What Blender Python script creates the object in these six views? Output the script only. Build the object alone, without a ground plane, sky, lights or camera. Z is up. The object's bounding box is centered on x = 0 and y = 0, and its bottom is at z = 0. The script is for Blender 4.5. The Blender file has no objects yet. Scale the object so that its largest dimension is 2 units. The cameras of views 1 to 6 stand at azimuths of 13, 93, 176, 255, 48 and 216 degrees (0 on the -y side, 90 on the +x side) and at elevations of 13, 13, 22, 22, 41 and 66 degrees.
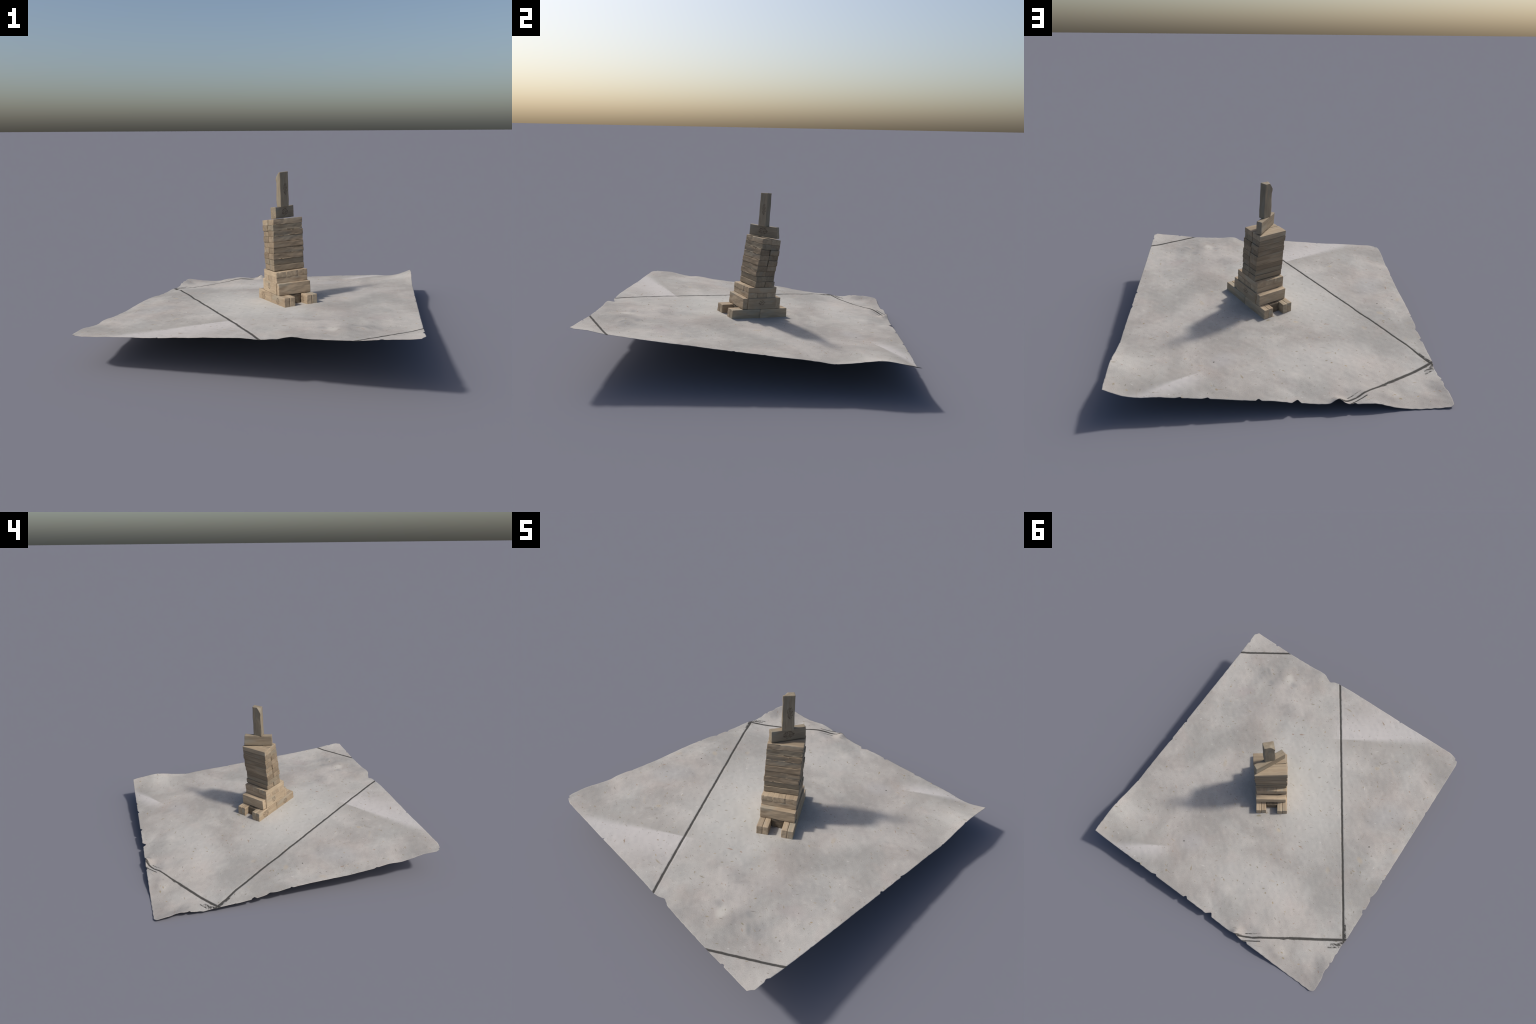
"""A small monument stacked from wooden planks, standing on a torn, curling
sheet of weathered concrete floor with dark joints."""
import bpy, math, random
import numpy as np
from mathutils import Vector, Matrix, noise

random.seed(11)
rng = np.random.default_rng(11)

# ------------------------------------------------------------------ helpers
def new_obj(name, verts, faces, parent=None, smooth=True):
    me = bpy.data.meshes.new(name)
    me.from_pydata([tuple(v) for v in verts], [], faces)
    me.update()
    if smooth:
        me.polygons.foreach_set("use_smooth", [True] * len(me.polygons))
    ob = bpy.data.objects.new(name, me)
    bpy.context.scene.collection.objects.link(ob)
    if parent:
        ob.parent = parent
    return ob


class Nodes:
    """Terse builder for shader node trees."""
    def __init__(self, name):
        self.mat = bpy.data.materials.new(name)
        self.mat.use_nodes = True
        self.t = self.mat.node_tree
        self.t.nodes.clear()
        self.out = self.t.nodes.new("ShaderNodeOutputMaterial")
        self.bsdf = self.t.nodes.new("ShaderNodeBsdfPrincipled")
        self.t.links.new(self.bsdf.outputs[0], self.out.inputs[0])
        self.coord = self.t.nodes.new("ShaderNodeTexCoord").outputs["Object"]

    def put(self, sock, v):
        if isinstance(v, bpy.types.NodeSocket):
            self.t.links.new(v, sock)
        else:
            sock.default_value = v

    def math(self, op, a, b=0.0, c=0.0, clamp=False):
        n = self.t.nodes.new("ShaderNodeMath")
        n.operation = op
        n.use_clamp = clamp
        for i, v in enumerate((a, b, c)):
            self.put(n.inputs[i], v)
        return n.outputs[0]

    def vmath(self, op, a, b=(0, 0, 0), out=0, scale=None):
        n = self.t.nodes.new("ShaderNodeVectorMath")
        n.operation = op
        self.put(n.inputs[0], a)
        self.put(n.inputs[1], b)
        if scale is not None:
            self.put(n.inputs["Scale"], scale)
        return n.outputs[out]

    def mapping(self, vec, loc=(0, 0, 0), rot=(0, 0, 0), scale=(1, 1, 1)):
        n = self.t.nodes.new("ShaderNodeMapping")
        self.put(n.inputs[0], vec)
        self.put(n.inputs[1], loc)
        self.put(n.inputs[2], rot)
        self.put(n.inputs[3], scale)
        return n.outputs[0]

    def noise(self, vec, scale, detail=2.0, rough=0.5, distort=0.0):
        n = self.t.nodes.new("ShaderNodeTexNoise")
        self.put(n.inputs["Vector"], vec)
        self.put(n.inputs["Scale"], scale)
        self.put(n.inputs["Detail"], detail)
        self.put(n.inputs["Roughness"], rough)
        self.put(n.inputs["Distortion"], distort)
        return n.outputs[0], n.outputs[1]

    def voronoi(self, vec, scale, feature="F1"):
        n = self.t.nodes.new("ShaderNodeTexVoronoi")
        n.feature = feature
        self.put(n.inputs["Vector"], vec)
        self.put(n.inputs["Scale"], scale)
        return n.outputs["Distance"], n.outputs["Color"]

    def ramp(self, x, lo, hi, a=0.0, b=1.0, smooth=True):
        n = self.t.nodes.new("ShaderNodeMapRange")
        n.interpolation_type = "SMOOTHSTEP" if smooth else "LINEAR"
        n.clamp = True
        for i, v in enumerate((x, lo, hi, a, b)):
            self.put(n.inputs[i], v)
        return n.outputs[0]

    def mix(self, fac, a, b, mode="MIX"):
        n = self.t.nodes.new("ShaderNodeMix")
        n.data_type = "RGBA"
        n.blend_type = mode
        self.put(n.inputs[0], fac)
        self.put(n.inputs[6], a if isinstance(a, bpy.types.NodeSocket) else (*a, 1))
        self.put(n.inputs[7], b if isinstance(b, bpy.types.NodeSocket) else (*b, 1))
        return n.outputs[2]

    def scale_col(self, col, f):
        return self.vmath("SCALE", col, scale=f)

    def sep(self, v):
        n = self.t.nodes.new("ShaderNodeSeparateXYZ")
        self.put(n.inputs[0], v)
        return n.outputs

    def comb(self, x, y, z):
        n = self.t.nodes.new("ShaderNodeCombineXYZ")
        for i, v in enumerate((x, y, z)):
            self.put(n.inputs[i], v)
        return n.outputs[0]

    def bump(self, h, strength, dist):
        n = self.t.nodes.new("ShaderNodeBump")
        self.put(n.inputs["Strength"], strength)
        self.put(n.inputs["Distance"], dist)
        self.put(n.inputs["Height"], h)
        return n.outputs[0]

    def segment(self, vec, A, B):
        """Distance in plan from the line segment A-B."""
        A = Vector((*A, 0)); B = Vector((*B, 0)); d = B - A
        ap = self.vmath("SUBTRACT", vec, tuple(A))
        t = self.math("DIVIDE", self.vmath("DOT_PRODUCT", ap, tuple(d), out=1), d.length_squared, clamp=True)
        foot = self.vmath("SCALE", tuple(d), scale=t)
        return self.vmath("LENGTH", self.vmath("SUBTRACT", ap, foot), out=1)

    def blob(self, vec, c, rx, ry, ang=0.0, soft=0.6):
        """Soft elliptical mask in plan."""
        v = self.vmath("SUBTRACT", vec, (*c, 0))
        v = self.mapping(v, rot=(0, 0, -ang))
        v = self.vmath("MULTIPLY", v, (1 / rx, 1 / ry, 0))
        return self.ramp(self.vmath("LENGTH", v, out=1), 1.0 + soft * 0.5, 1.0 - soft, 0, 1)


# ------------------------------------------------------- the concrete sheet
# Heights along the four edges (position along the edge, height).
EDGE_EAST = [(-1.0, .345), (-.89, .335), (-.78, .316), (-.70, .307), (-.62, .298), (-.50, .284), (-.33, .270), (-.07, .246),
             (.10, .231), (.23, .218), (.34, .210), (.435, .201), (.51, .192), (.555, .195), (.60, .200), (.685, .212),
             (.76, .221), (.82, .220), (.88, .211), (.95, .199), (1.0, .189)]
EDGE_SOUTH = [(-.93, .205), (-.81, .211), (-.70, .220), (-.58, .227), (-.42, .237), (-.31, .247), (-.15, .261), (-.03, .269),
              (.055, .274), (.15, .274), (.30, .301), (.35, .300), (.42, .298), (.52, .301), (.60, .306), (.68, .315),
              (.74, .322), (.84, .331)]
EDGE_NORTH = [(.89, .165), (.83, .142), (.76, .133), (.68, .133), (.59, .126), (.45, .116), (.39, .112), (.285, .102),
              (.15, .091), (.02, .079), (-.053, .069), (-.12, .062), (-.19, .056), (-.40, .050), (-.45, .050), (-.52, .043),
              (-.59, .022), (-.675, .006), (-.76, .001), (-.85, .002), (-.94, .012)]
EDGE_WEST = [(-.95, .199), (-.83, .189), (-.67, .157), (-.60, .159), (-.49, .141), (-.28, .119), (-.17, .115), (-.04, .107),
             (.105, .093), (.205, .079), (.29, .064), (.36, .055), (.44, .043), (.53, .040), (.625, .026), (.68, .020),
             (.78, .034), (.86, .036), (.91, .027)]
# Heights inside the sheet: along the joints, under the tower, and elsewhere.
INNER = [(-.736, -.042, .128), (.385, .688, .140), (-.55, -.703, .201), (-.698, -.755, .196), (-.471, -.543, .193),
         (-.561, -.46, .178), (-.337, -.907, .235), (-.263, -.81, .232), (.209, -.845, .269), (.073, -.731, .249),
         (-.418, .164, .129), (-.501, .104, .130), (.065, .507, .131), (.887, .255, .214), (.589, -.095, .224),
         (.428, -.57, .271), (.2, .815, .116), (.139, -.267, .211), (.328, -.142, .217), (.078, .219, .160), (-.11, .095, .156),
         (-.111, -.617, .226), (-.24, -.425, .197), (-.37, -.234, .169), (-.478, -.074, .145), (-.585, .085, .120),
         (-.672, .212, .104), (-.769, .356, .080), (-.834, .452, .065), (-.877, .515, .048),
         (-.465, .905, .060), (-.56, .84, .047), (-.645, .783, .038), (-.765, .705, .028), (-.85, .65, .026),
         (.70, -.943, .307), (.80, -.876, .308), (.88, -.822, .309)]
HX = 0.947
ctrl = np.array([(HX, y, z) for y, z in EDGE_EAST] + [(x, -1.0, z) for x, z in EDGE_SOUTH]
                + [(x, 1.0, z) for x, z in EDGE_NORTH] + [(-HX, y, z) for y, z in EDGE_WEST] + INNER)

def tps_kernel(r2):
    return np.where(r2 > 0, r2 * np.log(r2 + 1e-12), 0.0)

def fit_surface(P, smooth=4e-4):
    n = len(P)
    d2 = ((P[:, None, :2] - P[None, :, :2]) ** 2).sum(-1)
    K = tps_kernel(d2) + smooth * np.eye(n)
    Q = np.c_[np.ones(n), P[:, :2]]
    A = np.block([[K, Q], [Q.T, np.zeros((3, 3))]])
    return np.linalg.solve(A, np.r_[P[:, 2], 0, 0, 0])

W = fit_surface(ctrl)

# small local lumps: (x, y, height, radius_x, radius_y)
LUMPS = [(-.297, 1.0, .030, .034, .045), (.66, -.76, .010, .05, .05), (.56, -.82, .010, .09, .07),
         (.40, -.54, -.017, .12, .11), (.225, -.96, -.010, .05, .05), (-.62, -.17, -.004, .05, .06),
         (-.355, .925, -.012, .07, .05), (-.585, .92, .014, .08, .05), (-.86, .845, -.011, .06, .06), (-.095, .83, .010, .09, .07),
         (-.85, -.40, .007, .08, .10), (-.87, -.07, -.007, .06, .09), (-.82, -.64, .006, .06, .06), (.81, .76, -.007, .09, .05),
         (.32, -.42, -.007, .14, .11), (.22, -.40, -.005, .12, .09), (-.48, .80, -.003, .08, .06), (.58, -.86, .004, .09, .06), (-.42, .85, -.004, .07, .05), (-.90, .87, -.003, .05, .05)]

# joints: polylines in plan
JOINT_LONG = ((.148, -1.02), (-.945, .616))
JOINT_NEAR = ((.60, -1.012), (.96, -.770))
JOINT_FAR = ((-.955, .580), (-.33, .9925))

def seg_dist(x, y, A, B):
    ax, ay = A; dx, dy = B[0] - ax, B[1] - ay
    t = np.clip(((x - ax) * dx + (y - ay) * dy) / (dx * dx + dy * dy), 0, 1)
    return np.hypot(x - ax - t * dx, y - ay - t * dy)

def smooth_noise(x, y, scale, seed):
    """Cheap band-limited noise: a sum of random plane waves."""
    r = np.random.default_rng(seed)
    out = np.zeros_like(x)
    for _ in range(14):
        a = r.uniform(0, 2 * math.pi); k = scale * r.uniform(.6, 1.5)
        out += np.sin(k * (x * math.cos(a) + y * math.sin(a)) + r.uniform(0, 6.28))
    return out / math.sqrt(14)

def height(x, y):
    s = x.shape
    x, y = x.ravel(), y.ravel()
    z = W[-3] + W[-2] * x + W[-1] * y
    for (cx, cy, _), w in zip(ctrl, W[:-3]):
        z = z + w * tps_kernel((x - cx) ** 2 + (y - cy) ** 2)
    for cx, cy, h, rx, ry in LUMPS:
        z = z + h * np.exp(-(((x - cx) / rx) ** 2 + ((y - cy) / ry) ** 2))
    near = np.exp(-((x - .45) ** 2 + (y + .7) ** 2) / .09)
    z = z + (.0007 + .0016 * near) * smooth_noise(x, y, 34, 1) + .0004 * smooth_noise(x, y, 110, 2)
    for J, dep in ((JOINT_LONG, .0040), (JOINT_NEAR, .0035), (JOINT_FAR, .0040)):
        d = seg_dist(x, y, *J)
        lip = .5 + .5 * smooth_noise(x, y, 45, 3)
        z = z - .55 * dep * np.exp(-(d / .0065) ** 2) + .0006 * lip * np.exp(-((d - .014) / .006) ** 2)
    return z.reshape(s)

# torn edges: (position along the edge, how far the edge is bitten in)
BITE_EAST = [(-1, .022), (-.985, .014), (-.972, .002), (-.964, 0), (-.91, .002), (-.897, .010), (-.888, .009), (-.876, 0), (-.07, 0), (-.058, .010),
             (-.052, .010), (-.045, 0), (.108, 0), (.118, .007), (.130, .005), (.150, 0), (.515, 0), (.524, .006), (.53, 0),
             (.75, 0), (.757, .004), (.765, 0), (.985, 0), (1, .002)]
BITE_SOUTH = [(-.944, .045), (-.92, .018), (-.88, .004), (-.85, 0), (-.426, 0), (-.421, .012), (-.416, 0), (.150, 0), (.175, .006),
              (.205, .021), (.219, .023), (.245, .014), (.262, .006), (.290, 0), (.730, 0), (.738, .008), (.748, .008), (.752, 0),
              (.944, 0)]
BITE_WEST = [(-1, .025), (-.96, .006), (-.94, 0), (-.51, 0), (-.496, .005), (-.48, 0), (.09, 0), (.106, .010), (.114, .002), (.195, 0),
             (.228, .005), (.248, .015), (.268, .006), (.275, .003), (.338, 0), (.352, .014), (.367, .009), (.375, 0), (.47, 0), (.485, .004),
             (.495, 0), (.60, 0), (.64, .008), (.69, .004), (.71, .008), (.745, .004), (.768, .004), (.776, .015), (.792, .006),
             (.815, .006), (.838, .013), (.86, .012), (.885, .003), (.91, 0), (.985, .002), (1, .008)]
BITE_NORTH = [(-.944, .010), (-.925, .002), (-.40, 0), (-.393, .008), (-.383, .008), (-.376, 0), (-.345, 0), (-.30, .006), (-.25, 0), (-.095, .003),
              (-.078, .027), (-.071, .024), (-.045, .002), (.118, .002), (.132, .016), (.140, .013), (.150, 0), (.392, 0), (.404, .010),
              (.418, .006), (.440, 0), (.540, 0), (.546, .008), (.556, .005), (.570, 0), (.944, 0)]

NX, NY = 473, 500
u = np.linspace(-1, 1, NX)[:, None] * np.ones((1, NY))
v = np.linspace(-1, 1, NY)[None, :] * np.ones((NX, 1))
X = HX * u
Y = 1.0 * v
def bite(tab, p):
    t = np.array(tab)
    return np.interp(p, t[:, 0], t[:, 1])
fall = .030                                       # how far in from the edge the grid is squeezed
east, west = bite(BITE_EAST, Y), bite(BITE_WEST, Y)
south, north = bite(BITE_SOUTH, X), bite(BITE_NORTH, X)
rag = lambda p, s: .0009 * smooth_noise(p, 0 * p, 140, s)
east = np.maximum(east + rag(Y, 5), 0); west = np.maximum(west + rag(Y, 6), 0)
south = np.maximum(south + rag(X, 7), 0); north = np.maximum(north + rag(X, 8), 0)
dE = HX - X; dW = X + HX; dS = Y + 1; dN = 1 - Y
sq = lambda d: np.clip(1 - d / fall, 0, 1)
X2 = X - east * sq(dE) + west * sq(dW)
Y2 = Y + south * sq(dS) - north * sq(dN)
Z = height(X2, Y2)
Z -= Z.min() - .0016
# the sheet is thin and thins out further to a feather edge
rim = np.minimum(np.minimum(dE, dW), np.minimum(dS, dN))
TH = .0014 + .0040 * np.clip(rim / .05, 0, 1)
Zb = np.maximum(Z - TH, 0)

top = np.stack([X2, Y2, Z], -1).reshape(-1, 3)
bot = np.stack([X2, Y2, Zb], -1).reshape(-1, 3)
idx = np.arange(NX * NY).reshape(NX, NY)
q = np.stack([idx[:-1, :-1], idx[1:, :-1], idx[1:, 1:], idx[:-1, 1:]], -1).reshape(-1, 4)
qb = q[:, ::-1] + NX * NY
loop = np.r_[idx[:, 0], idx[-1, 1:], idx[-2::-1, -1], idx[0, -2:0:-1]]
nxt = np.roll(loop, -1)
side = np.stack([loop, loop + NX * NY, nxt + NX * NY, nxt], -1)
faces = np.concatenate([q, qb, side]).astype(np.int32)
verts = np.concatenate([top, bot]).astype(np.float32)

me = bpy.data.meshes.new("concrete_sheet")
me.vertices.add(len(verts)); me.vertices.foreach_set("co", verts.ravel())
me.loops.add(faces.size); me.loops.foreach_set("vertex_index", faces.ravel())
me.polygons.add(len(faces))
me.polygons.foreach_set("loop_start", np.arange(0, faces.size, 4, dtype=np.int32))
me.polygons.foreach_set("loop_total", np.full(len(faces), 4, dtype=np.int32))
flags = np.ones(len(faces), dtype=bool); flags[-len(side):] = False
me.polygons.foreach_set("use_smooth", flags)
me.update(calc_edges=True); me.validate()
slab = bpy.data.objects.new("concrete_sheet", me)
bpy.context.scene.collection.objects.link(slab)

root = bpy.data.objects.new("wooden_block_tower", None)
bpy.context.scene.collection.objects.link(root)
root["label"] = "small tower of stacked wooden planks on a torn sheet of grey concrete floor"
root["category"] = "block tower"
slab.parent = root

# ---------------------------------------------------------- concrete material
def concrete_material():
    m = Nodes("weathered_concrete")
    c = m.vmath("MULTIPLY", m.coord, (1, 1, 0))
    _, wob = m.noise(c, 9, 2)
    wob = m.vmath("SUBTRACT", wob, (.5, .5, .5))
    cw = m.vmath("MULTIPLY_ADD", wob, (.03, .03, 0)); m.put(cw.node.inputs[2], c)

    hue, _ = m.noise(c, 2.3, 3, .55, .6)
    col = m.mix(m.ramp(hue, .36, .64), (.417, .392, .369), (.398, .386, .367))
    blush, _ = m.noise(m.vmath("ADD", c, (7.1, 3.3, 0)), 5.5, 2, .5, .4)
    col = m.mix(m.ramp(blush, .50, .72, 0, .35), col, (.430, .378, .350))
    big, _ = m.noise(m.vmath("ADD", c, (2.7, 9.2, 0)), 3.2, 4, .55, .5)
    col = m.scale_col(col, m.ramp(big, .28, .72, .84, 1.12))
    mid, _ = m.noise(c, 17, 4, .6, .3)
    col = m.scale_col(col, m.ramp(mid, .3, .7, .955, 1.035))
    grain, _ = m.noise(c, 210, 3, .7)
    col = m.scale_col(col, m.ramp(grain, .3, .7, .90, 1.08))

    # pale, faintly green area around the tower and along the long joint
    pale = m.blob(cw, (-.10, -.22), .50, .34, math.radians(124), .9)
    col = m.mix(m.math("MULTIPLY", pale, .70), col, (.515, .512, .492))
    pale2 = m.blob(cw, (-.22, .62), .34, .16, math.radians(20), .9)
    col = m.mix(m.math("MULTIPLY", pale2, .40), col, (.52, .508, .488))
    # baked light and shadow painted on the floor, meeting at one hard border
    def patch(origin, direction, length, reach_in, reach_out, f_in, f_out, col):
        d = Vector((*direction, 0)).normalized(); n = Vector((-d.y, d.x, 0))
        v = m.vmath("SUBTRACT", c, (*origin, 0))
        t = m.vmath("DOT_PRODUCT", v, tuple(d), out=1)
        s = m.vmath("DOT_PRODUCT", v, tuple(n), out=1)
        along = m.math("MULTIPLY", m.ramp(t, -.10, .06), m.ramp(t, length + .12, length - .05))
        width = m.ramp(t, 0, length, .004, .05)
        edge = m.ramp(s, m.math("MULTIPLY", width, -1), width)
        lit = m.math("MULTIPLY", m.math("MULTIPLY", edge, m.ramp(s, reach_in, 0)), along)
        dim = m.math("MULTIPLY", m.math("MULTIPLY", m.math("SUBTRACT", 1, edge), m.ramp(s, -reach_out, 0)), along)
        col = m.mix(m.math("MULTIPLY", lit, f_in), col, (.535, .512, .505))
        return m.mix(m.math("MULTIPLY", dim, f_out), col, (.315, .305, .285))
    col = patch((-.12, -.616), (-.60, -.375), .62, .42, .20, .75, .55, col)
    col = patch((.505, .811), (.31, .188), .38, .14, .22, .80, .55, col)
    # dark blotches and a pale one in the lumpy corner, a few elsewhere
    for pos, rx, ry, a, f, tone in [((.655, -.765), .018, .045, .9, .55, (.22, .225, .225)), ((.59, -.70), .028, .022, .4, .40, (.25, .255, .255)),
                                    ((.43, -.785), .030, .022, .3, .40, (.27, .275, .27)), ((.485, -.80), .034, .046, .5, .60, (.53, .515, .48)),
                                    ((.39, -.59), .05, .018, 1.0, .35, (.27, .26, .25)), ((.77, -.35), .03, .018, .4, .30, (.28, .29, .29)),
                                    ((.52, -.48), .22, .10, .6, .30, (.33, .31, .305)), ((.73, -.52), .09, .05, .6, .35, (.40, .345, .335)),
                                    ((-.13, .235), .02, .015, 0, .6, (.50, .43, .33)), ((.33, .66), .10, .07, .6, .35, (.47, .455, .46)),
                                    ((-.72, -.30), .16, .10, 1.0, .30, (.42, .43, .44))]:
        col = m.mix(m.math("MULTIPLY", m.blob(cw, pos, rx, ry, a, .8), f), col, tone)

    # flecks of straw-like debris in olive, brown and dark grey
    def flecks(scale, stretch, size, share, tone, seed, strength):
        nonlocal col
        _, bend = m.noise(m.vmath("ADD", c, (seed, 0, 0)), 3.0, 1)
        v = m.vmath("MULTIPLY_ADD", bend, (.40, .40, 0)); m.put(v.node.inputs[2], m.vmath("ADD", c, (seed, seed * .37, 0)))
        v = m.mapping(v, rot=(0, 0, seed), scale=(1, stretch, 1))
        d, rc = m.voronoi(v, scale)
        r = m.sep(rc)
        keep = m.ramp(r[0], share, share - .02)
        rad = m.math("MULTIPLY", m.math("MULTIPLY_ADD", r[1], .8, .3), size)
        hit = m.math("MULTIPLY", m.ramp(d, rad, m.math("MULTIPLY", rad, .35)), keep)
        hit = m.math("MULTIPLY", hit, m.math("MULTIPLY_ADD", m.math("POWER", r[2], 1.8), strength * .8, strength * .16))
        col = m.mix(hit, col, tone)
    flecks(19, 1.9, .25, .42, (.27, .225, .14), 1.3, .85)
    flecks(24, 1.8, .25, .38, (.24, .215, .15), 4.1, .85)
    flecks(22, 2.0, .24, .36, (.30, .205, .15), 2.2, .85)
    flecks(34, 1.7, .26, .45, (.20, .185, .155), 5.4, .80)
    flecks(48, 1.4, .27, .40, (.22, .20, .17), 8.9, .75)
    flecks(20, 2.2, .22, .30, (.36, .285, .17), 3.0, .85)
    flecks(62, 1.5, .30, .50, (.27, .24, .20), 10.7, .70)
    flecks(8, 1.7, .085, .42, (.075, .06, .045), 6.1, 1.0)
    flecks(26, 2.0, .24, .30, (.60, .585, .56), 7.7, .60)
    flecks(9, 1.2, .30, .22, (.45, .37, .265), 9.3, .40)
    for pos in [(-.736, -.042), (.385, .688)]:
        col = m.mix(m.blob(c, pos, .0055, .0042, .5, .4), col, (.05, .045, .04))

    col = m.vmath("MULTIPLY", col, (.965, .953, .928))
    # the dark joints, with ragged borders and smeared ends
    _, wig = m.noise(c, 28, 3, .6)
    wig = m.vmath("SUBTRACT", wig, (.5, .5, .5))
    cj = m.vmath("MULTIPLY_ADD", wig, (.006, .006, 0)); m.put(cj.node.inputs[2], c)
    mask = None
    fray, _ = m.noise(m.mapping(c, rot=(0, 0, -.58), scale=(22, 75, 1)), 1.0, 2, .6)
    def joint(A, B, w, f=1.0):
        nonlocal mask
        d = m.segment(cj, A, B)
        s = m.ramp(d, w * 1.35, w * .6)
        if f < .9:
            s = m.math("MULTIPLY", s, m.ramp(fray, .36, .56, .15, 1))
        mask = s if mask is None else m.math("MAXIMUM", mask, s)
    joint(JOINT_LONG[0], JOINT_LONG[1], .0076)
    joint(*JOINT_NEAR, .0074)
    joint((-.955, .580), (-.62, .80), .0092)
    joint((-.62, .80), (-.41, .944), .0068)
    joint((-.41, .944), (-.32, .990), .0060)
    joint((-.765, .343), (-.90, .545), .0062, .95)
    joint((-.885, .508), (-.935, .583), .0085, .85)                     # long joint widens at its end
    # broken, smeared slivers by the crossing and by the lifted lip
    joint((-.938, .628), (-.882, .668), .0100, .80)
    joint((-.930, .655), (-.872, .694), .0055, .80)
    joint((-.945, .606), (-.925, .632), .0090, .70)
    joint((-.955, .590), (-.915, .575), .0060, .80)
    joint((-.438, .892), (-.352, .951), .0034, .85)
    joint((-.386, .994), (-.335, 1.02), .0030, .6)
    joint((-.465, .936), (-.365, .999), .0036, .9)
    joint((-.335, .975), (-.27, 1.01), .0050, .8)
    joint((-.60, .822), (-.575, .838), .0050, .8)
    dark, _ = m.noise(c, 40, 2)
    col = m.mix(m.math("MULTIPLY", mask, .92), col, m.mix(dark, (.026, .026, .024), (.054, .051, .046)))

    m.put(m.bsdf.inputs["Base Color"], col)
    m.put(m.bsdf.inputs["Roughness"], .93)
    m.put(m.bsdf.inputs["Specular IOR Level"], .15)
    hgt = m.math("ADD", m.math("MULTIPLY", grain, .35), m.math("MULTIPLY", mid, 1.2))
    m.put(m.bsdf.inputs["Normal"], m.bump(hgt, .5, .0016))
    return m.mat

slab.data.materials.append(concrete_material())

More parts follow.
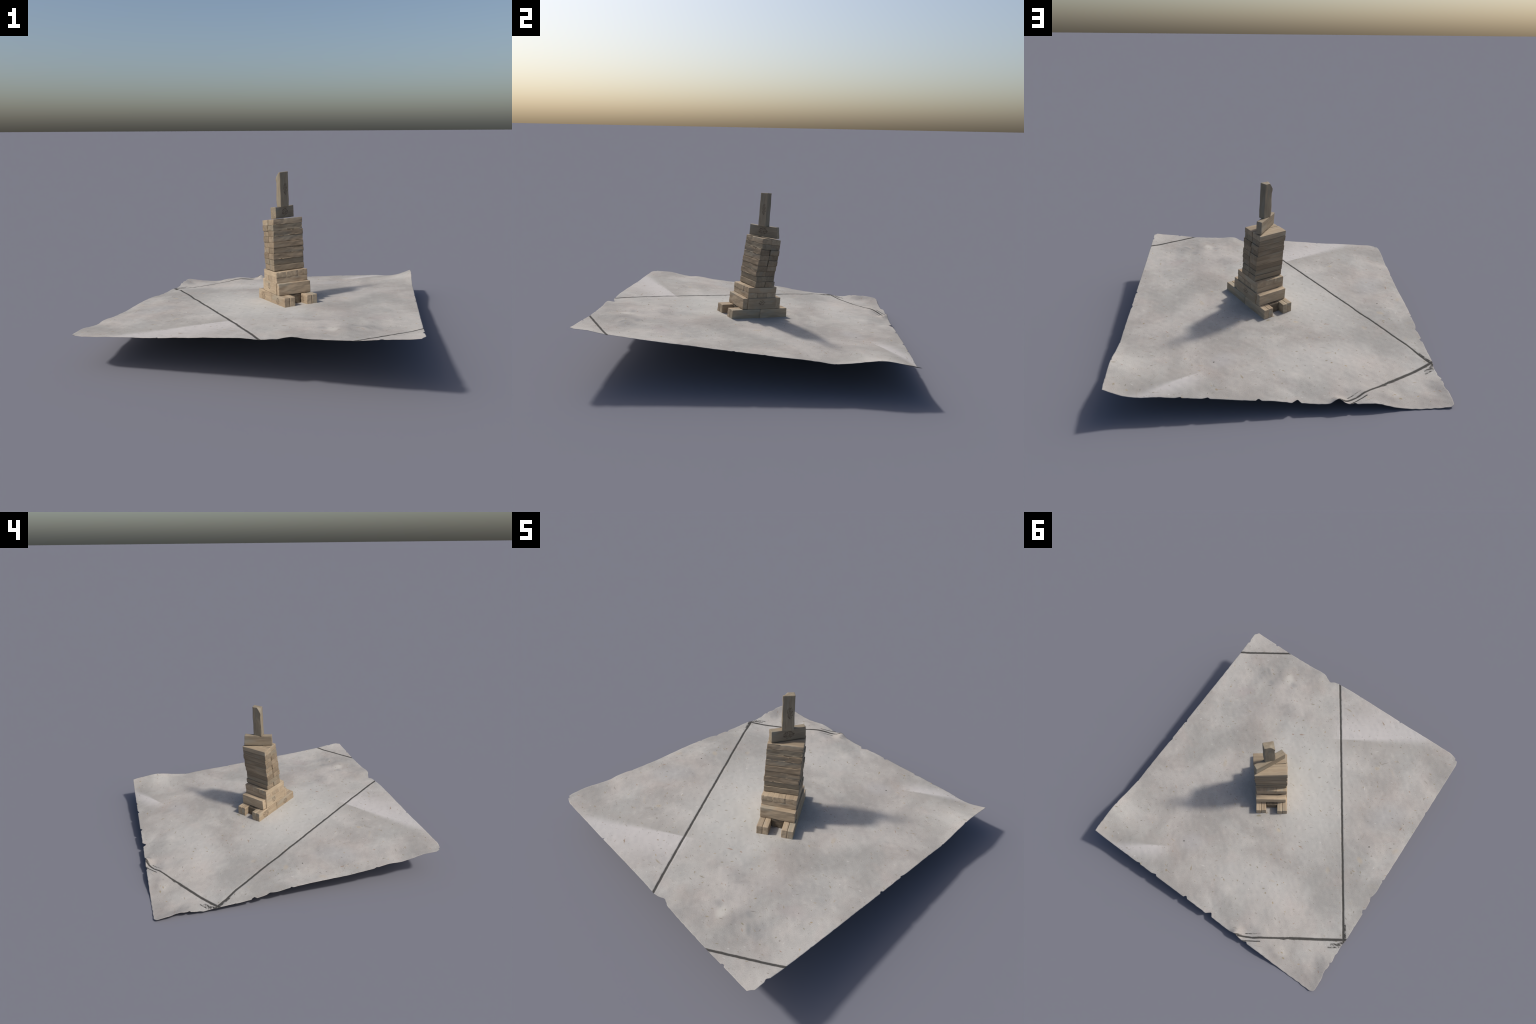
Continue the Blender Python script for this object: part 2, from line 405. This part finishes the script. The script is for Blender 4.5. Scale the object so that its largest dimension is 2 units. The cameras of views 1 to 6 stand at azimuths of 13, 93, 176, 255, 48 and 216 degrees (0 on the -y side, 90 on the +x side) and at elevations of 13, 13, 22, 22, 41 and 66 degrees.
# ------------------------------------------------------------- wood material
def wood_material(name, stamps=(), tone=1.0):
    """Pale sawn timber; local x runs along the plank. A stamp is a burnt
    brown seal on one face: (axis, side, centre_a, centre_b, ra, rb, depth, seed)."""
    m = Nodes(name)
    c = m.coord
    info = m.t.nodes.new("ShaderNodeObjectInfo")
    rnd = info.outputs["Random"]
    off = m.vmath("SCALE", (13.1, 7.7, 3.9), scale=m.math("MULTIPLY", rnd, 10))
    p = m.vmath("ADD", c, off)
    grain_v = m.mapping(p, scale=(9, 120, 120))
    g1, _ = m.noise(grain_v, 1.0, 4, .6, .8)
    band, _ = m.noise(m.mapping(p, scale=(5, 38, 38)), 1.0, 3, .55, .6)
    col = m.mix(m.ramp(rnd, 0, 1), (.515, .400, .272), (.455, .352, .242))
    tint = m.math("FRACT", m.math("MULTIPLY", rnd, 17.3))
    col = m.mix(m.ramp(tint, .35, 1, 0, .65), col, (.42, .362, .262))
    red = m.math("FRACT", m.math("MULTIPLY", rnd, 41.7))
    col = m.mix(m.ramp(red, .5, 1, 0, .55), col, (.40, .30, .20))
    col = m.scale_col(col, m.ramp(band, .3, .7, .87, 1.10))
    col = m.scale_col(col, m.ramp(g1, .3, .72, .90, 1.08))
    streak = m.mapping(p, scale=(.3, 1, 1))
    blot, _ = m.noise(streak, 26, 3, .55, .4)
    col = m.mix(m.ramp(blot, .50, .70, 0, .55), col, (.33, .245, .160))
    blot2, _ = m.noise(m.vmath("ADD", streak, (3.3, 1.1, 8.2)), 19, 2, .5, .3)
    col = m.mix(m.ramp(blot2, .52, .72, 0, .50), col, (.43, .405, .325))
    shade = m.math("FRACT", m.math("MULTIPLY", rnd, 7.9))
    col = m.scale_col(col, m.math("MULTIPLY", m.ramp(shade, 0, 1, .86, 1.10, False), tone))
    geo = m.t.nodes.new("ShaderNodeNewGeometry")
    worn, _ = m.noise(p, 60, 2)
    wear = m.math("MULTIPLY", m.ramp(geo.outputs["Pointiness"], .53, .62), m.ramp(worn, .35, .6, .25, 1))
    col = m.mix(m.math("MULTIPLY", wear, .55), col, (.56, .445, .305))
    for axis, side, ca, cb, ra, rb, depth, seed in stamps:
        xyz = m.sep(c)
        a_ax, b_ax = [(1, 2), (0, 2), (0, 1)][axis]
        va = m.math("DIVIDE", m.math("SUBTRACT", xyz[a_ax], ca), ra)
        vb = m.math("DIVIDE", m.math("SUBTRACT", xyz[b_ax], cb), rb)
        flat = m.comb(va, vb, 0.0)
        ns, _ = m.noise(m.vmath("ADD", flat, (seed, seed * 2.1, 0)), 3.1, 3, .65)
        r = m.math("ADD", m.vmath("LENGTH", flat, out=1), m.math("MULTIPLY_ADD", ns, 1.1, -.55))
        ring = m.ramp(m.math("ABSOLUTE", m.math("SUBTRACT", r, .86)), .16, .06)
        n2, _ = m.noise(m.vmath("ADD", flat, (seed * 3.7, seed, 0)), 3.4, 2, .55)
        line = m.ramp(m.math("ABSOLUTE", m.math("SUBTRACT", n2, .5)), .075, .02)
        inner = m.math("MULTIPLY", line, m.ramp(r, .90, .75))
        brk, _ = m.noise(m.vmath("ADD", flat, (seed * 1.7, 4.0, 0)), 2.3, 1)
        ink = m.math("MULTIPLY", m.math("MAXIMUM", ring, inner), m.ramp(brk, .38, .58, .12, 1.0))
        wash = m.math("MULTIPLY", m.ramp(r, 1.15, .6), .16)
        face = m.ramp(m.math("MULTIPLY", xyz[axis], side), depth * .6, depth * .75)
        ink = m.math("MULTIPLY", m.math("MAXIMUM", m.math("MULTIPLY", ink, .74), wash), face)
        col = m.mix(ink, col, (.066, .040, .026))
    m.put(m.bsdf.inputs["Base Color"], col)
    m.put(m.bsdf.inputs["Roughness"], .72)
    m.put(m.bsdf.inputs["Specular IOR Level"], .25)
    h = m.math("ADD", m.math("MULTIPLY", g1, .6), band)
    m.put(m.bsdf.inputs["Normal"], m.bump(h, .35, .0012))
    return m.mat

WOOD = wood_material("sawn_wood", tone=.84)  # tone lowered: halfway between sunlit tops and shaded sides
WOOD_DARK = wood_material("shade_darkened_wood", tone=.58)  # shaft planks tinted darker to carry the shade on their sides

# ------------------------------------------------------------------ planks
def trilinear(corners):
    """corners: bottom FL, FR, BR, BL then top FL, FR, BR, BL -> f(u, v, w)."""
    C = np.array(corners, float)
    def f(p):
        u_, v_, w_ = p
        lo = (C[0] * (1 - u_) + C[1] * u_) * (1 - v_) + (C[3] * (1 - u_) + C[2] * u_) * v_
        hi = (C[4] * (1 - u_) + C[5] * u_) * (1 - v_) + (C[7] * (1 - u_) + C[6] * u_) * v_
        return lo * (1 - w_) + hi * w_
    return f

def swell(corners, d):
    """Grow a block sideways by d metres on every upright face."""
    C = np.array(corners, float)
    for half in (C[:4], C[4:]):
        a, b, c_, e = half.copy()
        eu = (b - a) / np.linalg.norm(b - a); ev = (e - a) / np.linalg.norm(e - a)
        half += d * np.array([-eu - ev, eu - ev, eu + ev, -eu + ev])
    return C

def box(f, u0, u1, v0, v1, w0, w1):
    """Eight corners of a sub-box of a trilinear block, shaped for plank()."""
    return [f((a, b, c)) for c in (w0, w1) for a, b in ((u0, v0), (u1, v0), (u1, v1), (u0, v1))]

plank_no = 0
def plank(corners, long_axis, name="wooden_plank", mat=None, r=.0022, rough=.0007, shrink=.0003, warp=None, front_rough=0.0):
    """One worn plank: a rounded box fitted to eight corners, with sanded
    edges, slight bows and lumps. long_axis: 0 = u, 1 = v, 2 = w."""
    global plank_no
    plank_no += 1
    f = trilinear(corners)
    C = np.array(corners)
    origin = C.mean(0)
    eu = (C[[1, 2, 5, 6]].mean(0) - C[[0, 3, 4, 7]].mean(0))
    ev = (C[[2, 3, 6, 7]].mean(0) - C[[0, 1, 4, 5]].mean(0))
    ew = (C[4:].mean(0) - C[:4].mean(0))
    dims = np.array([np.linalg.norm(e) for e in (eu, ev, ew)])
    # local frame with x along the grain
    axes = {0: (eu, ev, ew), 1: (ev, -eu, ew), 2: (ew, ev, -eu)}[long_axis]
    ax = Vector(axes[0]).normalized()
    az = ax.cross(Vector(axes[1])).normalized()
    ay = az.cross(ax)
    R = Matrix((ax, ay, az)).transposed()
    seg = []
    for d in dims:
        n = max(2, int(round((d - 2 * r) / .0055)))
        inner = np.linspace(r, d - r, n + 1)
        seg.append(np.r_[0, r * .35, inner, d - r * .35, d])
    vid, vs, fs = {}, [], []
    def vert(i, j, k):
        key = (i, j, k)
        if key not in vid:
            p = np.array([seg[0][i], seg[1][j], seg[2][k]])
            qn = np.clip(p, r, dims - r)
            dd = p - qn
            L = np.linalg.norm(dd)
            nrm = dd / L if L > 0 else np.zeros(3)
            if L > 0:
                p = qn + nrm * r
            uvw = p / dims
            w = f(uvw)
            nw = (eu / dims[0]) * nrm[0] + (ev / dims[1]) * nrm[1] + (ew / dims[2]) * nrm[2]
            s = Vector([p[k] * (.30 if k == long_axis else 1.0) for k in range(3)]) + Vector((plank_no * 1.7, plank_no * .9, 0))
            amp = rough
            if front_rough and nrm[1] < -.3:
                amp = rough + front_rough
            bumpv = noise.noise(s * 38) * amp + noise.noise(s * 110) * amp * .6 - shrink - .25 * amp
            w = w + nw * bumpv
            if warp:
                w = w + warp(uvw)
            vid[key] = len(vs)
            vs.append(w)
        return vid[key]
    n = [len(s) - 1 for s in seg]
    for axis in range(3):
        a, b = [(1, 2), (2, 0), (0, 1)][axis]
        for end in (0, n[axis]):
            for i in range(n[a]):
                for j in range(n[b]):
                    ids = []
                    for da, db in ((0, 0), (1, 0), (1, 1), (0, 1)):
                        k = [0, 0, 0]; k[axis] = end; k[a] = i + da; k[b] = j + db
                        ids.append(vert(*k))
                    fs.append(ids if end else ids[::-1])
    M = Matrix.Translation(Vector(origin)) @ R.to_4x4()
    Mi = M.inverted()
    ob = new_obj(name, [Mi @ Vector(v_) for v_ in vs], fs, root)
    ob.matrix_world = M
    ob.data.materials.append(mat or WOOD)
    return ob

def jit(a=.0012):
    return random.uniform(-a, a)

def shifted(c, du=0, dv=0, dw=0, f=None):
    """Slide a plank along the tower's width, depth and height (metres)."""
    e = [WIDTH * du, DEPTH * dv, UP * dw]
    return [np.array(p) + e[0] + e[1] + e[2] for p in c]

WIDTH = np.array((.834, .551, .010))                         # left to right
DEPTH = np.array((-.562, .819, -.120)); DEPTH /= np.linalg.norm(DEPTH)
WIDTH /= np.linalg.norm(WIDTH)
UP = np.cross(WIDTH, DEPTH); UP /= np.linalg.norm(UP)
SINK = .011

# seals on the outer faces
def stamp_mat(name, *s, tone=.84):
    return wood_material(name, s, tone)

# --- footing: two rows of doubled planks on edge, leaving a tunnel between
foot = trilinear(swell([(.139, -.267, .211 - SINK), (.328, -.142, .217 - SINK), (.078, .219, .160 - SINK), (-.110, .095, .155 - SINK),
                  (.134, -.259, .2705), (.324, -.134, .2775), (.073, .220, .2255), (-.112, .098, .2235)], .0016))
T = .163
split = .497
for u0, u1, outer, left in ((0, T, True, True), (T, 2 * T, False, True), (1 - 2 * T, 1 - T, False, False), (1 - T, 1, True, False)):
    for v0, v1, front in ((0, split, True), (split, 1, False)):
        mat = None
        if outer and left:
            mat = (stamp_mat("sawn_wood_seal_a", (1, 1, .0, -.001, .026, .021, .018, 2.3)) if front else
                   stamp_mat("sawn_wood_seal_b", (1, 1, .028, .001, .034, .026, .018, 5.1)))
        if not outer and not left and front:
            mat = stamp_mat("sawn_wood_seal_c", (1, 1, -.035, .0, .030, .024, .018, 8.4))
        g = .0012
        c = box(foot, u0, u1, v0, v1, 0, 1)
        plank(shifted(c, 0, jit(.003) if not outer else 0, jit(.0012) if not outer else 0), 1, mat=mat, r=.0034, shrink=.0006, front_rough=.0009)

plank(box(foot, 2 * T + .002, 1 - 2 * T - .002, .19, .90, 0, .985), 1, mat=wood_material("wood_blackened_for_tunnel_shade", tone=.30), r=.006, rough=.003)  # core colour cut down to show the tunnel's deep shadow

# --- second course: planks on edge, two across and two along the sides
second = trilinear(swell([(.086, -.189, .262), (.273, -.074, .269), (.107, .171, .233), (-.068, .052, .232),
                    (.082, -.183, .339), (.269, -.068, .345), (.102, .176, .310), (-.073, .059, .310)], .0016))
tv = .128
plank(box(second, 0, 1, 0, tv, 0, 1), 0, r=.003, rough=.0011, front_rough=.0012)
plank(box(second, 0, 1, 1 - tv, 1, 0, 1), 0, r=.003, rough=.0010)
ex = .022
plank(box(second, -ex, .15, tv, 1 - tv, 0, 1), 1, mat=stamp_mat("sawn_wood_seal_d", (1, 1, .018, .004, .023, .021, .018, 3.6)))
plank(box(second, .85, 1 + ex, tv, 1 - tv, 0, 1), 1, mat=stamp_mat("sawn_wood_seal_e", (1, -1, -.004, .006, .026, .017, .018, 6.6)))

# --- third course: three flat planks across, three flat planks lengthwise on top
third = trilinear(swell([(.064, -.158, .334), (.246, -.040, .340), (.121, .140, .308), (-.055, .022, .308),
                   (.060, -.152, .406), (.242, -.033, .415), (.117, .146, .389), (-.059, .028, .384)], .0016))
for k in range(3):
    plank(shifted(box(third, 0, 1, k / 3, (k + 1) / 3, 0, .5), jit(.001)), 0, rough=.0009, front_rough=.0006)
for k in range(3):
    plank(shifted(box(third, k / 3, (k + 1) / 3, 0, 1, .5, 1), 0, jit(.0008)), 1, r=.0009, shrink=0, rough=.0009, front_rough=.0010)

def skewed(c, left, right):
    """Slide the two ends of a plank backwards by different amounts."""
    return [np.array(p) + DEPTH * (right if k in (1, 2, 5, 6) else left) for k, p in enumerate(c)]

# --- shaft: nine courses of paired planks laid flat, leaning back and twisting
shaft = trilinear(swell([(.037, -.116, .405), (.214, .007, .411), (.131, .130, .396), (-.045, .007, .391),
                   (.021, -.073, .743), (.189, .054, .747), (.099, .169, .719), (-.072, .041, .716)], .0016))
N = 9
# per course from the bottom: slide of the front plank, slide of the back plank (metres, + is backwards), sideways slide
FRONT = [-.0035, .0012, -.0080, -.0062, -.0070, -.0022, -.0052, .0016, .0000]
BACK = [-.0030, -.0080, -.0085, -.0060, -.0035, .0, -.0005, .0012, .0]
SIDE = [.0008, .0002, -.0018, -.0004, .0008, -.0006, .0014, -.0010, .0006]
for i in range(N):
    w0, w1 = i / N, (i + 1) / N
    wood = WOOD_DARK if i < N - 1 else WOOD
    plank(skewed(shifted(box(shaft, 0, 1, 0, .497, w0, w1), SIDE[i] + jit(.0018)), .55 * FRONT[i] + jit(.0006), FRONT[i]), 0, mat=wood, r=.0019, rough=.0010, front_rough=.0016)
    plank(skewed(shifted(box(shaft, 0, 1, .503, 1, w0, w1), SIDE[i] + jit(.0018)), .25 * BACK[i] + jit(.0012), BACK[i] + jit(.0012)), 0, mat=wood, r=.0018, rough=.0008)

# --- cross plank on edge, turned on top of the shaft
cross = [(.038, -.053, .744), (.122, .141, .732), (.092, .157, .728), (.003, -.040, .738),
         (.033, -.047, .817), (.117, .140, .811), (.088, .154, .807), (-.002, -.035, .813)]
# FL, FR, BR, BL with u running along the plank, v through its thickness
def cross_warp(p):
    e = abs(p[0] - .5) * 2
    return np.array((0, 0, .003 * (e ** 6) * p[2]))
plank(swell(cross, .0020), 0, mat=stamp_mat("sawn_wood_seal_f", (1, -1, .0, .002, .034, .024, .015, 9.2), tone=.68), r=.0030, rough=.0010, warp=cross_warp)  # cross plank's tone dimmed toward its shadowed faces

# --- upright plank at the very top, with one corner worn round
spire = [(.058, .011, .812), (.101, .061, .811), (.072, .084, .808), (.028, .037, .810),
         (.045, .026, 1.040), (.089, .074, 1.043), (.059, .097, 1.039), (.016, .050, 1.036)]
def spire_warp(p):
    u_, v_, w_ = p
    k = max(0.0, 1 - u_ / .42) ** 1.3 * v_ ** 1.8
    drop = k * .036 * max(0.0, (w_ - .60) / .40) ** 1.3
    bow = .0030 * math.sin(w_ * 8.5 - .6) * v_ * (1 - u_) + .0008 * math.sin(w_ * 14 + u_ * 2)
    pull = .008 * v_ ** 1.5 * max(0.0, (w_ - .80) / .20) ** 2 * max(0.0, 1 - u_ / .6)
    return np.array((.68 * pull - bow * .8, .72 * pull - bow * .5, -drop))
plank(swell(spire, .0024), 2, mat=stamp_mat("sawn_wood_seal_g", (1, -1, .005, -.008, .037, .018, .013, 4.4), tone=.56), r=.0030, rough=.0012, warp=spire_warp)

bpy.context.view_layer.update()
